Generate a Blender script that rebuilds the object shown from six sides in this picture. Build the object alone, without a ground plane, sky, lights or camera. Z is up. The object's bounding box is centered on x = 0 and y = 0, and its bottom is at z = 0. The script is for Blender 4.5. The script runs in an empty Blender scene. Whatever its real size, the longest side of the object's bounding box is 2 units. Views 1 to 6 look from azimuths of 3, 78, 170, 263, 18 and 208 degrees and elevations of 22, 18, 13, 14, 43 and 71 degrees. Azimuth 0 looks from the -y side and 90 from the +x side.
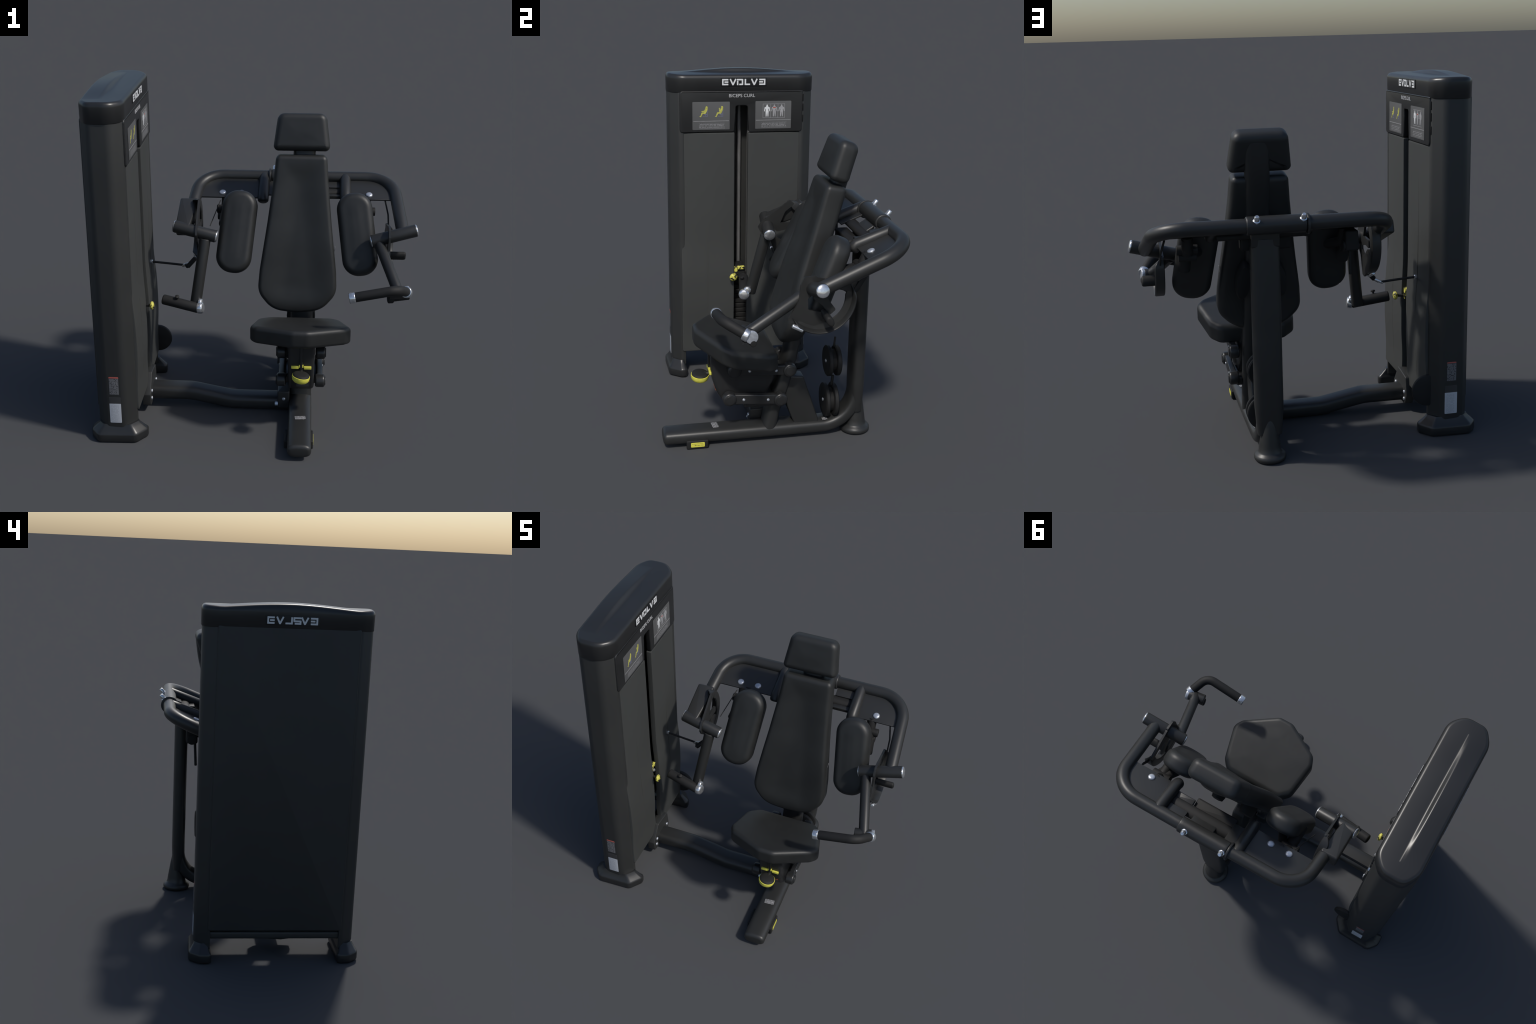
import bpy, math, random
from mathutils import Vector, Matrix, noise

random.seed(7)
V = Vector
PI = math.pi

# ----------------------------------------------------------------------------
# materials
# ----------------------------------------------------------------------------
def new_mat(name):
    m = bpy.data.materials.new(name)
    m.use_nodes = True
    return m, m.node_tree.nodes, m.node_tree.links, m.node_tree.nodes["Principled BSDF"]


def surface(name, colour, rough, spec=0.5, metallic=0.0, vary=0.18, vary_scale=5.0, grain=0.0, grain_scale=300.0):
    """Plain coat with a soft cloudy variation and an optional fine grain bump."""
    m, n, l, b = new_mat(name)
    tc = n.new("ShaderNodeTexCoord")
    no = n.new("ShaderNodeTexNoise")
    no.inputs["Scale"].default_value = vary_scale
    no.inputs["Detail"].default_value = 4.0
    l.new(tc.outputs["Object"], no.inputs["Vector"])
    ramp = n.new("ShaderNodeValToRGB")
    ramp.color_ramp.elements[0].position = 0.3
    ramp.color_ramp.elements[1].position = 0.7
    ramp.color_ramp.elements[0].color = tuple(c * (1 - vary) for c in colour) + (1,)
    ramp.color_ramp.elements[1].color = tuple(c * (1 + vary) for c in colour) + (1,)
    l.new(no.outputs["Fac"], ramp.inputs["Fac"])
    l.new(ramp.outputs["Color"], b.inputs["Base Color"])
    b.inputs["Roughness"].default_value = rough
    b.inputs["Metallic"].default_value = metallic
    b.inputs["Specular IOR Level"].default_value = spec
    if grain:
        g = n.new("ShaderNodeTexNoise")
        g.inputs["Scale"].default_value = grain_scale
        g.inputs["Detail"].default_value = 2.0
        l.new(tc.outputs["Object"], g.inputs["Vector"])
        bp = n.new("ShaderNodeBump")
        bp.inputs["Strength"].default_value = grain
        bp.inputs["Distance"].default_value = 0.001
        l.new(g.outputs["Fac"], bp.inputs["Height"])
        l.new(bp.outputs["Normal"], b.inputs["Normal"])
    return m


def printed(name, paper, ink, pitch, left, right, top, bottom, fill=0.45, head=None, head_at=9.0, freq=140.0):
    """Sticker: rows of illegible small print on Object coordinates (x right, y up)."""
    m, n, l, b = new_mat(name)
    tc = n.new("ShaderNodeTexCoord")
    sep = n.new("ShaderNodeSeparateXYZ")
    l.new(tc.outputs["Object"], sep.inputs[0])

    def math_node(op, a, c=None):
        q = n.new("ShaderNodeMath")
        q.operation = op
        for i, x in enumerate((a, c)):
            if x is None:
                continue
            if isinstance(x, (int, float)):
                q.inputs[i].default_value = x
            else:
                l.new(x, q.inputs[i])
        return q.outputs[0]
    row = math_node("DIVIDE", sep.outputs["Y"], pitch)
    band = math_node("GREATER_THAN", math_node("FRACT", row), 1 - fill)
    comb = n.new("ShaderNodeCombineXYZ")
    l.new(math_node("MULTIPLY", sep.outputs["X"], freq), comb.inputs[0])
    l.new(math_node("MULTIPLY", math_node("FLOOR", row), 7.31), comb.inputs[1])
    no = n.new("ShaderNodeTexNoise")
    no.inputs["Scale"].default_value = 1.0
    no.inputs["Detail"].default_value = 1.0
    l.new(comb.outputs[0], no.inputs["Vector"])
    word = math_node("GREATER_THAN", no.outputs["Fac"], 0.42)
    k = math_node("MULTIPLY", band, word)
    for s, op, lim in (("X", "GREATER_THAN", left), ("X", "LESS_THAN", right), ("Y", "GREATER_THAN", bottom), ("Y", "LESS_THAN", top)):
        k = math_node("MULTIPLY", k, math_node(op, sep.outputs[s], lim))
    mix = n.new("ShaderNodeMix")
    mix.data_type = "RGBA"
    mix.inputs["A"].default_value = paper + (1,)
    mix.inputs["B"].default_value = ink + (1,)
    l.new(k, mix.inputs["Factor"])
    out = mix.outputs["Result"]
    if head:
        mx = n.new("ShaderNodeMix")
        mx.data_type = "RGBA"
        mx.inputs["B"].default_value = head + (1,)
        l.new(out, mx.inputs["A"])
        l.new(math_node("GREATER_THAN", sep.outputs["Y"], head_at), mx.inputs["Factor"])
        out = mx.outputs["Result"]
    l.new(out, b.inputs["Base Color"])
    b.inputs["Roughness"].default_value = 0.45
    return m


PAINT = surface("black_powder_coat", (0.0225, 0.023, 0.0228), 0.42, 0.5, vary=0.12, grain=0.15, grain_scale=500)
TOWER = surface("tower_black_paint", (0.029, 0.030, 0.0295), 0.5, 0.5, vary=0.1, vary_scale=3)
PANEL = surface("dark_grey_panel", (0.048, 0.050, 0.0485), 0.62, 0.35, vary=0.06, vary_scale=2)
PLASTIC = surface("black_plastic", (0.020, 0.0205, 0.021), 0.34, 0.5, vary=0.1)
VINYL = surface("black_vinyl", (0.0205, 0.0215, 0.0213), 0.48, 0.45, vary=0.12, vary_scale=9, grain=0.25, grain_scale=420)
RUBBER = surface("black_rubber", (0.016, 0.016, 0.016), 0.65, 0.3)
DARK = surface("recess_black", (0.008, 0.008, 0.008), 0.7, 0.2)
CHROME = surface("chromed_steel", (0.72, 0.74, 0.77), 0.22, 0.5, metallic=0.85, vary=0.12, vary_scale=60)
BOLT = surface("zinc_bolt", (0.55, 0.58, 0.63), 0.35, 0.5, metallic=0.6, vary=0.15, vary_scale=80)
STEEL = surface("steel_rod", (0.22, 0.22, 0.225), 0.4, 0.5, metallic=0.3)
YELLOW = surface("yellow_plastic", (0.72, 0.68, 0.10), 0.45, 0.4, vary=0.1, vary_scale=30)
MOTTLED = surface("yellow_black_grip", (0.3, 0.3, 0.3), 0.4, 0.4, vary=0, vary_scale=75)
_r = next(n for n in MOTTLED.node_tree.nodes if n.type == "VALTORGB").color_ramp
_r.interpolation = "LINEAR"
_r.elements[0].position, _r.elements[1].position = 0.44, 0.50
_r.elements[0].color, _r.elements[1].color = (0.02, 0.02, 0.02, 1), (0.66, 0.62, 0.12, 1)
DULLYELLOW = surface("yellow_print", (0.46, 0.45, 0.10), 0.5, 0.3, vary=0.35, vary_scale=140)
WHITE = surface("white_print", (0.70, 0.71, 0.72), 0.5, 0.3, vary=0.04)
TITLE = surface("title_print", (0.48, 0.48, 0.49), 0.5, 0.3, vary=0.25, vary_scale=80)
GREYPRINT = surface("grey_print", (0.34, 0.34, 0.35), 0.5, 0.3, vary=0.15, vary_scale=60)
REDPRINT = surface("red_print", (0.45, 0.10, 0.07), 0.5, 0.3)
BLUEPRINT = surface("blue_grey_print", (0.16, 0.17, 0.28), 0.5, 0.3)
LABELGREY = surface("label_grey", (0.085, 0.086, 0.088), 0.5, 0.35, vary=0.05)
LOGOBACK = surface("logo_black", (0.010, 0.010, 0.011), 0.4, 0.4)

# ----------------------------------------------------------------------------
# mesh helpers
# ----------------------------------------------------------------------------
ROOT = bpy.data.objects.new("biceps_curl_machine", None)
bpy.context.scene.collection.objects.link(ROOT)
ROOT["label"] = "black seated biceps curl gym machine with weight tower"
ROOT["category"] = "gym machine"


def link(name, me, mat, parent=None, angle=38, matrix=None):
    me.name = name
    if mat is not None and not me.materials:
        me.materials.append(mat)
    me.shade_smooth()
    me.set_sharp_from_angle(angle=math.radians(angle))
    ob = bpy.data.objects.new(name, me)
    bpy.context.scene.collection.objects.link(ob)
    ob.parent = parent or ROOT
    if matrix is not None:
        ob.matrix_basis = matrix
    return ob


def build(name, parts, mat, parent=None, angle=38, matrix=None):
    """parts: list of (verts, faces); joined into one mesh."""
    vs, fs = [], []
    for v, f in parts:
        o = len(vs)
        vs += [tuple(p) for p in v]
        fs += [[i + o for i in q] for q in f]
    me = bpy.data.meshes.new(name)
    me.from_pydata(vs, [], fs)
    me.validate()
    me.update()
    import bmesh
    bm = bmesh.new()
    bm.from_mesh(me)
    bmesh.ops.recalc_face_normals(bm, faces=bm.faces)
    bm.to_mesh(me)
    bm.free()
    return link(name, me, mat, parent, angle, matrix)


def round_poly(pts, radii, seg=8):
    """Closed 2D polygon with filleted corners."""
    n, out = len(pts), []
    if not hasattr(radii, "__len__"):
        radii = [radii] * n
    for i in range(n):
        p, a, b = V(pts[i]), V(pts[i - 1]), V(pts[(i + 1) % n])
        da, db = a - p, b - p
        la, lb = da.length, db.length
        da.normalize(); db.normalize()
        half = math.acos(max(-1, min(1, da.dot(db)))) / 2
        r = radii[i]
        t = min(r / max(math.tan(half), 1e-6), la * 0.49, lb * 0.49) if r > 0 else 0
        if t < 1e-6 or half > PI / 2 - 0.02:
            out.append(p)
            continue
        r = t * math.tan(half)
        bis = (da + db).normalized()
        c = p + bis * (r / math.sin(half))
        s, e = p + da * t, p + db * t
        a0 = math.atan2(s.y - c.y, s.x - c.x)
        a1 = math.atan2(e.y - c.y, e.x - c.x)
        d = (a1 - a0 + PI) % (2 * PI) - PI
        for k in range(seg + 1):
            an = a0 + d * k / seg
            out.append(V((c.x + r * math.cos(an), c.y + r * math.sin(an))))
    return out


def subdivide(pts, step):
    out = []
    for i, p in enumerate(pts):
        q = pts[(i + 1) % len(pts)]
        k = max(1, int((q - p).length / step))
        out += [p.lerp(q, j / k) for j in range(k)]
    return out


def ccw(pts):
    a = sum(pts[i - 1].x * pts[i].y - pts[i].x * pts[i - 1].y for i in range(len(pts)))
    return pts if a > 0 else pts[::-1]


def inset(pts, d):
    n, out = len(pts), []
    for i in range(n):
        a, b = pts[i] - pts[i - 1], pts[(i + 1) % n] - pts[i]
        na, nb = V((-a.y, a.x)).normalized(), V((-b.y, b.x)).normalized()
        m = na + nb
        if m.length < 1e-6:
            m = na
        m.normalize()
        k = max(0.5, m.dot(na))
        out.append(pts[i] + m * (d / k))
    return out


def ellipse(rx, ry, n=32, cx=0, cy=0):
    return [V((cx + rx * math.cos(2 * PI * i / n), cy + ry * math.sin(2 * PI * i / n))) for i in range(n)]


def stack(rings, close_a=True, close_b=True):
    n = len(rings[0])
    vs = [p for r in rings for p in r]
    fs = []
    for k in range(len(rings) - 1):
        for i in range(n):
            j = (i + 1) % n
            fs.append([k * n + i, k * n + j, (k + 1) * n + j, (k + 1) * n + i])
    if close_a:
        fs.append(list(range(n))[::-1])
    if close_b:
        fs.append([(len(rings) - 1) * n + i for i in range(n)])
    return vs, fs


def prism(outline, profile, M=Matrix()):
    """Loft an outline through (inset, height) pairs."""
    o = ccw(list(outline))
    rings = [[M @ V((p.x, p.y, h)) for p in (inset(o, d) if d else o)] for d, h in profile]
    return stack(rings)


def slab(outline, t, bevel, M=Matrix(), seg=4, z0=0.0):
    pr = []
    for k in range(seg + 1):
        a = PI / 2 * k / seg
        pr.append((bevel * (1 - math.sin(a)), z0 + bevel * (1 - math.cos(a))))
    for k in range(seg + 1):
        a = PI / 2 * k / seg
        pr.append((bevel * (1 - math.cos(a)), z0 + t - bevel * (1 - math.sin(a))))
    return prism(outline, pr, M)


def rect(w, h, cx=0, cy=0):
    return [V((cx - w / 2, cy - h / 2)), V((cx + w / 2, cy - h / 2)), V((cx + w / 2, cy + h / 2)), V((cx - w / 2, cy + h / 2))]


def box(x0, x1, y0, y1, z0, z1, bevel=0.004, corner=0.0):
    o = rect(x1 - x0, y1 - y0, (x0 + x1) / 2, (y0 + y1) / 2)
    o = round_poly(o, corner or bevel, 4)
    return slab(o, z1 - z0, bevel, Matrix.Translation((0, 0, z0)))


def frame(origin, s, t):
    s = V(s).normalized()
    t = V(t)
    t = (t - s * t.dot(s)).normalized()
    n = s.cross(t)
    M = Matrix((s, t, n)).transposed().to_4x4()
    M.translation = V(origin)
    return M


def axis_frame(a, b):
    d = (V(b) - V(a)).normalized()
    h = V((0, 0, 1)) if abs(d.z) < 0.9 else V((1, 0, 0))
    s = h.cross(d).normalized()
    M = Matrix((s, d.cross(s), d)).transposed().to_4x4()
    M.translation = V(a)
    return M


def fillet_path(pts, radii, step=7):
    pts = [V(p) for p in pts]
    if not hasattr(radii, "__len__"):
        radii = [radii] * len(pts)
    out = [pts[0]]
    for i in range(1, len(pts) - 1):
        p = pts[i]
        da, db = (pts[i - 1] - p), (pts[i + 1] - p)
        la, lb = da.length, db.length
        da.normalize(); db.normalize()
        half = da.angle(db) / 2
        r = radii[i]
        if r <= 0 or half > PI / 2 - 0.01:
            out.append(p)
            continue
        t = min(r / math.tan(half), la * 0.48, lb * 0.48)
        r = t * math.tan(half)
        c = p + (da + db).normalized() * (r / math.sin(half))
        s, e = p + da * t - c, p + db * t - c
        ang = s.angle(e)
        k = max(3, int(math.degrees(ang) / step))
        for j in range(k + 1):
            f = j / k
            out.append(c + (s * math.sin((1 - f) * ang) + e * math.sin(f * ang)) / math.sin(ang))
    out.append(pts[-1])
    return out


def sweep(path, rx, ry=None, ref=None, seg=28, round_a=0.004, round_b=0.004, square=2.0, taper=None):
    """Tube along a path; rx lies along ref. square > 2 gives a boxier section."""
    ry = ry or rx
    path = [V(p) for p in path]
    n = len(path)
    tang = []
    for i in range(n):
        a = path[max(0, i - 1)]
        b = path[min(n - 1, i + 1)]
        tang.append((b - a).normalized())
    if ref is None:
        ref = V((1, 0, 0)) if abs(tang[0].x) < 0.8 else V((0, 0, 1))
        fixed = False
    else:
        ref = V(ref)
        fixed = True
    prof = []
    for i in range(seg):
        a = 2 * PI * i / seg
        c, s = math.cos(a), math.sin(a)
        e = 2.0 / square
        prof.append((math.copysign(abs(c) ** e, c), math.copysign(abs(s) ** e, s)))
    rings, cur = [], ref

    def ring(p, t, k, shrink=0.0):
        nonlocal cur
        base = ref if fixed else cur
        a = (base - t * base.dot(t)).normalized()
        cur = a
        b = t.cross(a)
        X, Y = (rx - shrink) * k, (ry - shrink) * k
        return [p + a * (c * X) + b * (s * Y) for c, s in prof]
    for i in range(n):
        k = taper(i / (n - 1)) if taper else 1.0
        if i == 0 and round_a:
            for q in range(4):
                an = PI / 2 * q / 4
                rings.append(ring(path[0] + tang[0] * (round_a * (1 - math.cos(an))), tang[0], k, round_a * (1 - math.sin(an))))
            rings.append(ring(path[0] + tang[0] * round_a, tang[0], k))
        elif i == n - 1 and round_b:
            rings.append(ring(path[-1] - tang[-1] * round_b, tang[-1], k))
            for q in range(3, -1, -1):
                an = PI / 2 * q / 4
                rings.append(ring(path[-1] - tang[-1] * (round_b * (1 - math.cos(an))), tang[-1], k, round_b * (1 - math.sin(an))))
        else:
            rings.append(ring(path[i], tang[i], k))
    return stack(rings)


def rod(a, b, r, rnd=0.004, seg=24):
    return sweep([a, b], r, seg=seg, round_a=rnd, round_b=rnd)


def lathe(profile, M=Matrix(), seg=40):
    """profile: (radius, height) pairs, axis local z."""
    rings = [[M @ V((r * math.cos(2 * PI * i / seg), r * math.sin(2 * PI * i / seg), h)) for i in range(seg)] for r, h in profile]
    return stack(rings)


def catmull(pts, k=8):
    out = []
    n = len(pts)
    P = [V(p) for p in pts]
    for i in range(n - 1):
        p0, p1, p2, p3 = P[max(0, i - 1)], P[i], P[i + 1], P[min(n - 1, i + 2)]
        for j in range(k):
            t = j / k
            out.append(0.5 * ((2 * p1) + (p2 - p0) * t + (2 * p0 - 5 * p1 + 4 * p2 - p3) * t * t + (3 * p1 - p0 - 3 * p2 + p3) * t ** 3))
    out.append(P[-1])
    return out


def smooth(a, b, x):
    t = max(0, min(1, (x - a) / (b - a)))
    return t * t * (3 - 2 * t)


def cushion(outline, t, r_front, r_back, crown, place, rings_in=7, spread=0.12):
    """Padded slab: outline in local (x, y), front face at local z = 0 (rounded, crowned), back at z = -t.
    place maps a local point to a world point."""
    o = ccw(subdivide(outline, 0.02))
    cx = sum(p.x for p in o) / len(o)
    cy = sum(p.y for p in o) / len(o)
    c = V((cx, cy))
    rings = []
    back = inset(o, r_back)
    for s in (0.25, 0.6, 0.9):
        rings.append([place(V((q.x, q.y, -t))) for q in [c + (p - c) * s for p in back]])
    for k in range(6):
        a = PI / 2 * k / 5
        q = inset(o, r_back * (1 - math.sin(a)))
        rings.append([place(V((p.x, p.y, -t + r_back * (1 - math.cos(a))))) for p in q])
    for k in range(9):
        a = PI / 2 * k / 8
        q = inset(o, r_front * (1 - math.cos(a)))
        rings.append([place(V((p.x, p.y, -r_front * (1 - math.sin(a))))) for p in q])
    front = inset(o, r_front)
    for k in range(1, rings_in + 1):
        s = 1 - k / (rings_in + 0.6)
        ring = []
        for p in front:
            q = c + (p - c) * s
            d = min((q - b).length for b in front)
            ring.append(place(V((q.x, q.y, crown * smooth(0, spread, d)))))
        rings.append(ring)
    return stack(rings)


def text_mesh(body, size, depth):
    cu = bpy.data.curves.new("words", "FONT")
    cu.body = body
    cu.size = size
    cu.extrude = depth
    cu.align_x = "CENTER"
    cu.align_y = "CENTER"
    cu.resolution_u = 3
    ob = bpy.data.objects.new("words", cu)
    bpy.context.scene.collection.objects.link(ob)
    dg = bpy.context.evaluated_depsgraph_get()
    me = bpy.data.meshes.new_from_object(ob.evaluated_get(dg))
    bpy.data.objects.remove(ob)
    return me


def strokes(lines, width, depth=0.0012):
    """Flat-ended strokes in the local plane, each a hair higher than the last so no faces coincide."""
    parts = []
    for i, (a, b) in enumerate(lines):
        a, b = V(a), V(b)
        d = (b - a).normalized()
        nrm = V((-d.y, d.x)) * width / 2
        parts.append(slab([a - nrm, b - nrm, b + nrm, a + nrm], depth + i * 0.00006, 0.0))
    return parts


def plain_slab(outline, t, M=Matrix(), z0=0.0):
    return prism(outline, [(0, z0), (0, z0 + t)], M)


def bolt_head(name, at, normal, r, h, mat, parent, hexa=False):
    at, normal = V(at), V(normal).normalized()
    M = axis_frame(at, at + normal)
    if hexa:
        p = prism(ellipse(r, r, 6), [(0, 0), (0, h * 0.8), (r * 0.15, h)], M)
        return build(name, [p], mat, parent, 20)
    prof = [(r, 0), (r, h * 0.35), (r * 0.9, h * 0.7), (r * 0.6, h * 0.95), (r * 0.2, h)]
    return build(name, [lathe(prof, M, 20)], mat, parent, 50)


# ----------------------------------------------------------------------------
# weight tower
# ----------------------------------------------------------------------------
TX0, TX1 = -0.905, -0.667          # outer and inner faces
TY0, TY1 = -0.484, 0.428           # front and rear ends
TYC = (TY0 + TY1) / 2

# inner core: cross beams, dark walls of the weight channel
core = []
core.append(box(-0.889, -0.84, -0.43, 0.37, 0.128, 0.172, 0.012))
core.append(box(-0.735, -0.690, -0.43, 0.37, 0.150, 0.195, 0.012))
core.append(box(-0.880, -0.860, -0.43, 0.37, 1.84, 1.885, 0.006))
tower = build("weight_tower", core, TOWER)
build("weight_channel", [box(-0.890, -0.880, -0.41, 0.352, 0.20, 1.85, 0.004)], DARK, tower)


def column(sign):
    y = lambda k: TYC + sign * k
    pts = [(-0.899, y(0.364)), (-0.898, y(0.386)), (-0.849, y(0.455)), (-0.733, y(0.456)), (-0.674, y(0.390)), (-0.674, y(0.364))]
    rad = [0.004, 0.07, 0.05, 0.06, 0.07, 0.004]
    o = subdivide(round_poly(pts, rad, 8), 0.03)
    return build("column", [slab(o, 1.82, 0.004, Matrix.Translation((0, 0, 0.07)))], TOWER, tower)


column(-1)
column(1)


def foot(sign):
    m = sign
    y = lambda k: TYC + m * k
    pts = [(-0.614, y(0.362)), (-0.614, y(0.402)), (-0.672, y(0.478)), (-0.892, y(0.484)), (-0.940, y(0.425)), (-0.940, y(0.355))]
    o = round_poly(pts, [0.02, 0.03, 0.04, 0.04, 0.04, 0.02], 6)
    o = ccw(subdivide(o, 0.02))
    c = V((-0.783, y(0.405)))
    rings = []
    for d, z in ((0.010, 0.0), (0.003, 0.003), (0.0, 0.012), (0.0, 0.046), (0.002, 0.053), (0.007, 0.059)):
        rings.append([V((p.x, p.y, z)) for p in (inset(o, d) if d else o)])
    base_ring = inset(o, 0.007)
    for kx, ky, z in ((0.93, 0.90, 0.068), (0.84, 0.80, 0.082), (0.77, 0.72, 0.092), (0.72, 0.66, 0.104)):
        rings.append([V((c.x + (p.x - c.x) * kx, c.y + (p.y - c.y) * ky, z)) for p in base_ring])
    return build("foot", [stack(rings)], PLASTIC, tower, 50)


foot(-1)
foot(1)

# cap: skirt with a crowned top that has a raised ridge on its outer half
cap_pts = [(-0.667, -0.418), (-0.732, -0.490), (-0.855, -0.486), (-0.906, -0.405), (-0.906, 0.350), (-0.858, 0.434), (-0.732, 0.434), (-0.667, 0.360)]
cap_o = ccw(subdivide(round_poly(cap_pts, [0.10, 0.09, 0.06, 0.12, 0.12, 0.06, 0.09, 0.10], 8), 0.012))


def smooth(a, b, x):
    t = max(0, min(1, (x - a) / (b - a)))
    return t * t * (3 - 2 * t)


def cap_z(x, y):
    along = math.cos(max(-1, min(1, (y - TYC) / 0.37)) * PI / 2) ** 1.3
    across = 1 - smooth(-0.806, -0.780, x)
    dome = 0.006 * (1 - ((x + 0.785) / 0.12) ** 2)
    return 1.972 + max(0, dome) + 0.0215 * along * across


rings = []
for d, z in ((0.020, 1.864), (0.003, 1.865), (0.0008, 1.868), (0.0, 1.95)):
    rings.append([V((p.x, p.y, z)) for p in (inset(cap_o, d) if d else cap_o)])
for k in range(1, 7):
    a = PI / 2 * k / 6
    q = inset(cap_o, 0.02 * (1 - math.cos(a)))
    rings.append([V((p.x, p.y, 1.95 + (cap_z(p.x, p.y) - 1.95) * math.sin(a))) for p in q])
inner = inset(cap_o, 0.02)
for k in range(1, 29):
    s = 1 - k / 28.4
    ring = []
    for p in inner:
        ax = V((-0.785, max(-0.40, min(0.34, p.y))))
        q = ax + (p - ax) * s
        ring.append(V((q.x, q.y, cap_z(q.x, q.y))))
    rings.append(ring)
cap = build("tower_cap", [stack(rings)], PLASTIC, tower, 60)

# outer (rear) cover sheet
o = round_poly(rect(0.756, 1.695, TYC, 1.030), 0.012, 4)
build("back_panel", [slab(o, 0.040, 0.008, frame((-0.9055, 0, 0), (0, 1, 0), (0, 0, 1)))], TOWER, tower)
# dark fascia strip under the cap, outer side
build("fascia", [slab(round_poly(rect(0.70, 0.03, TYC, 1.874), 0.008, 4), 0.01, 0.003, frame((-0.9050, 0, 0), (0, 1, 0), (0, 0, 1)))], PLASTIC, tower)


def inner_panel(y0, y1, z0, z1, mat, name, edge_outer):
    """Slightly bowed sheet facing the seat."""
    o = subdivide(round_poly(rect(y1 - y0, z1 - z0, (y0 + y1) / 2, (z0 + z1) / 2), [0.012, 0.012, 0.006, 0.006], 4), 0.025)

    def bow(y, z):
        e = abs(y - TYC) / 0.40
        return -0.667 - 0.012 * e ** 3 * smooth(0.5, 1.0, z) + 0.010 * (1 - smooth(0.65, 0.95, z)) * smooth(0.25, 0.50, z) + 0.006 * (1 - smooth(0.165, 0.40, z)) * (1 - 0.6 * e)
    rings = []
    oc = ccw(o)
    for d, h in ((0.0, -0.03), (0.0, -0.004), (0.0012, -0.001), (0.005, 0.0)):
        rings.append([V((bow(p.x, p.y) + h, p.x, p.y)) for p in inset(oc, d)])
    c = V(((y0 + y1) / 2, 0))
    for s in (0.985, 0.96, 0.9, 0.8, 0.7, 0.6, 0.5, 0.4, 0.3, 0.2, 0.1, 0.03):
        ring = []
        for p in inset(oc, 0.005):
            q = V((c.x + (p.x - c.x) * s, p.y))
            zc = max(z0 + 0.1, min(z1 - 0.1, q.y))
            q.y = zc + (q.y - zc) * s
            ring.append(V((bow(q.x, q.y), q.x, q.y)))
        rings.append(ring)
    return build(name, [stack(rings)], mat, tower, 45)


inner_panel(-0.414, -0.076, 0.165, 1.618, PANEL, "front_panel", -1)
inner_panel(0.010, 0.352, 0.165, 1.614, PANEL, "front_panel", 1)

# header around the instruction labels, notched for the weight slot
head = [(-0.418, 1.622), (-0.080, 1.622), (-0.070, 1.74), (-0.070, 1.785), (0.006, 1.785), (0.006, 1.74), (0.014, 1.618), (0.354, 1.618), (0.354, 1.876), (-0.418, 1.876)]
ho = round_poly(head, [0.02, 0.012, 0.0, 0.015, 0.015, 0, 0.012, 0.02, 0.02, 0.02], 5)
header = build("header_panel", [slab(ho, 0.030, 0.006, frame((-0.696, 0, 0), (0, 1, 0), (0, 0, 1)))], PLASTIC, tower)
build("header_trim", [slab(round_poly(rect(0.765, 0.012, TYC, 1.868), 0.005, 3), 0.012, 0.004, frame((-0.678, 0, 0), (0, 1, 0), (0, 0, 1)))], PLASTIC, tower)

# logo letters as bold strokes
LET = {
    "E": [((0, 0.5), (0, -0.5)), ((-0.11, 0.4), (1, 0.4)), ((0.3, 0), (1, 0)), ((-0.11, -0.4), (1, -0.4))],
    "V": [((0.0, 0.52), (0.52, -0.5)), ((0.48, -0.5), (1.02, 0.52))],
    "O": [((-0.12, 0.4), (0.88, 0.4)), ((0.88, 0.5), (0.88, -0.5)), ((0.30, -0.4), (0.9, -0.4)), ((0, 0.2), (0, -0.5)), ((-0.12, -0.4), (0.12, -0.4))],
    "S": [((-0.1, 0.4), (1.1, 0.4)), ((0, 0.5), (0, -0.05)), ((-0.1, -0.05), (1.1, -0.05)), ((1, 0), (1, -0.5)), ((0.1, -0.4), (1.1, -0.4))],
    "L": [((0.06, 0.5), (0.06, -0.5)), ((-0.06, -0.4), (0.92, -0.4))],
    "J": [((1, 0.5), (1, -0.5)), ((1.11, -0.4), (0, -0.4))],
    "3": [((1, 0.5), (1, -0.5)), ((1.11, 0.4), (0, 0.4)), ((0.7, 0), (0, 0)), ((1.11, -0.4), (0, -0.4))],
}


def logo(word, M, width, height):
    n = len(word)
    pitch = width / n
    lw = pitch * 0.74
    back = build("logo_plate", [slab(round_poly(rect(width + 0.012, height + 0.014), 0.003, 3), 0.002, 0.0006, M)], LOGOBACK, tower)
    for i, ch in enumerate(word):
        x0 = -width / 2 + i * pitch + pitch * (0.02 if i == 4 else 0.07 if i == 5 else 0.14)
        lines = [((x0 + a[0] * lw, a[1] * height), (x0 + b[0] * lw, b[1] * height)) for a, b in LET[ch]]
        parts = [([M @ (p + V((0, 0, 0.0021))) for p in v], f) for v, f in strokes(lines, height * 0.245)]
        build("logo_letter", parts, WHITE, tower)


logo("EVOLV3", frame((-0.6665, -0.020, 1.930), (0, 1, 0), (0, 0, 1)), 0.276, 0.036)
logo("EVJSV3", frame((-0.9055, -0.036, 1.912), (0, -1, 0), (0, 0, 1)), 0.272, 0.036)

me = text_mesh("BICEPS CURL", 0.0285, 0.0008)
link("title_lettering", me, TITLE, tower, matrix=frame((-0.6645, -0.032, 1.846), (0, 1, 0), (0, 0, 1)))


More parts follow.
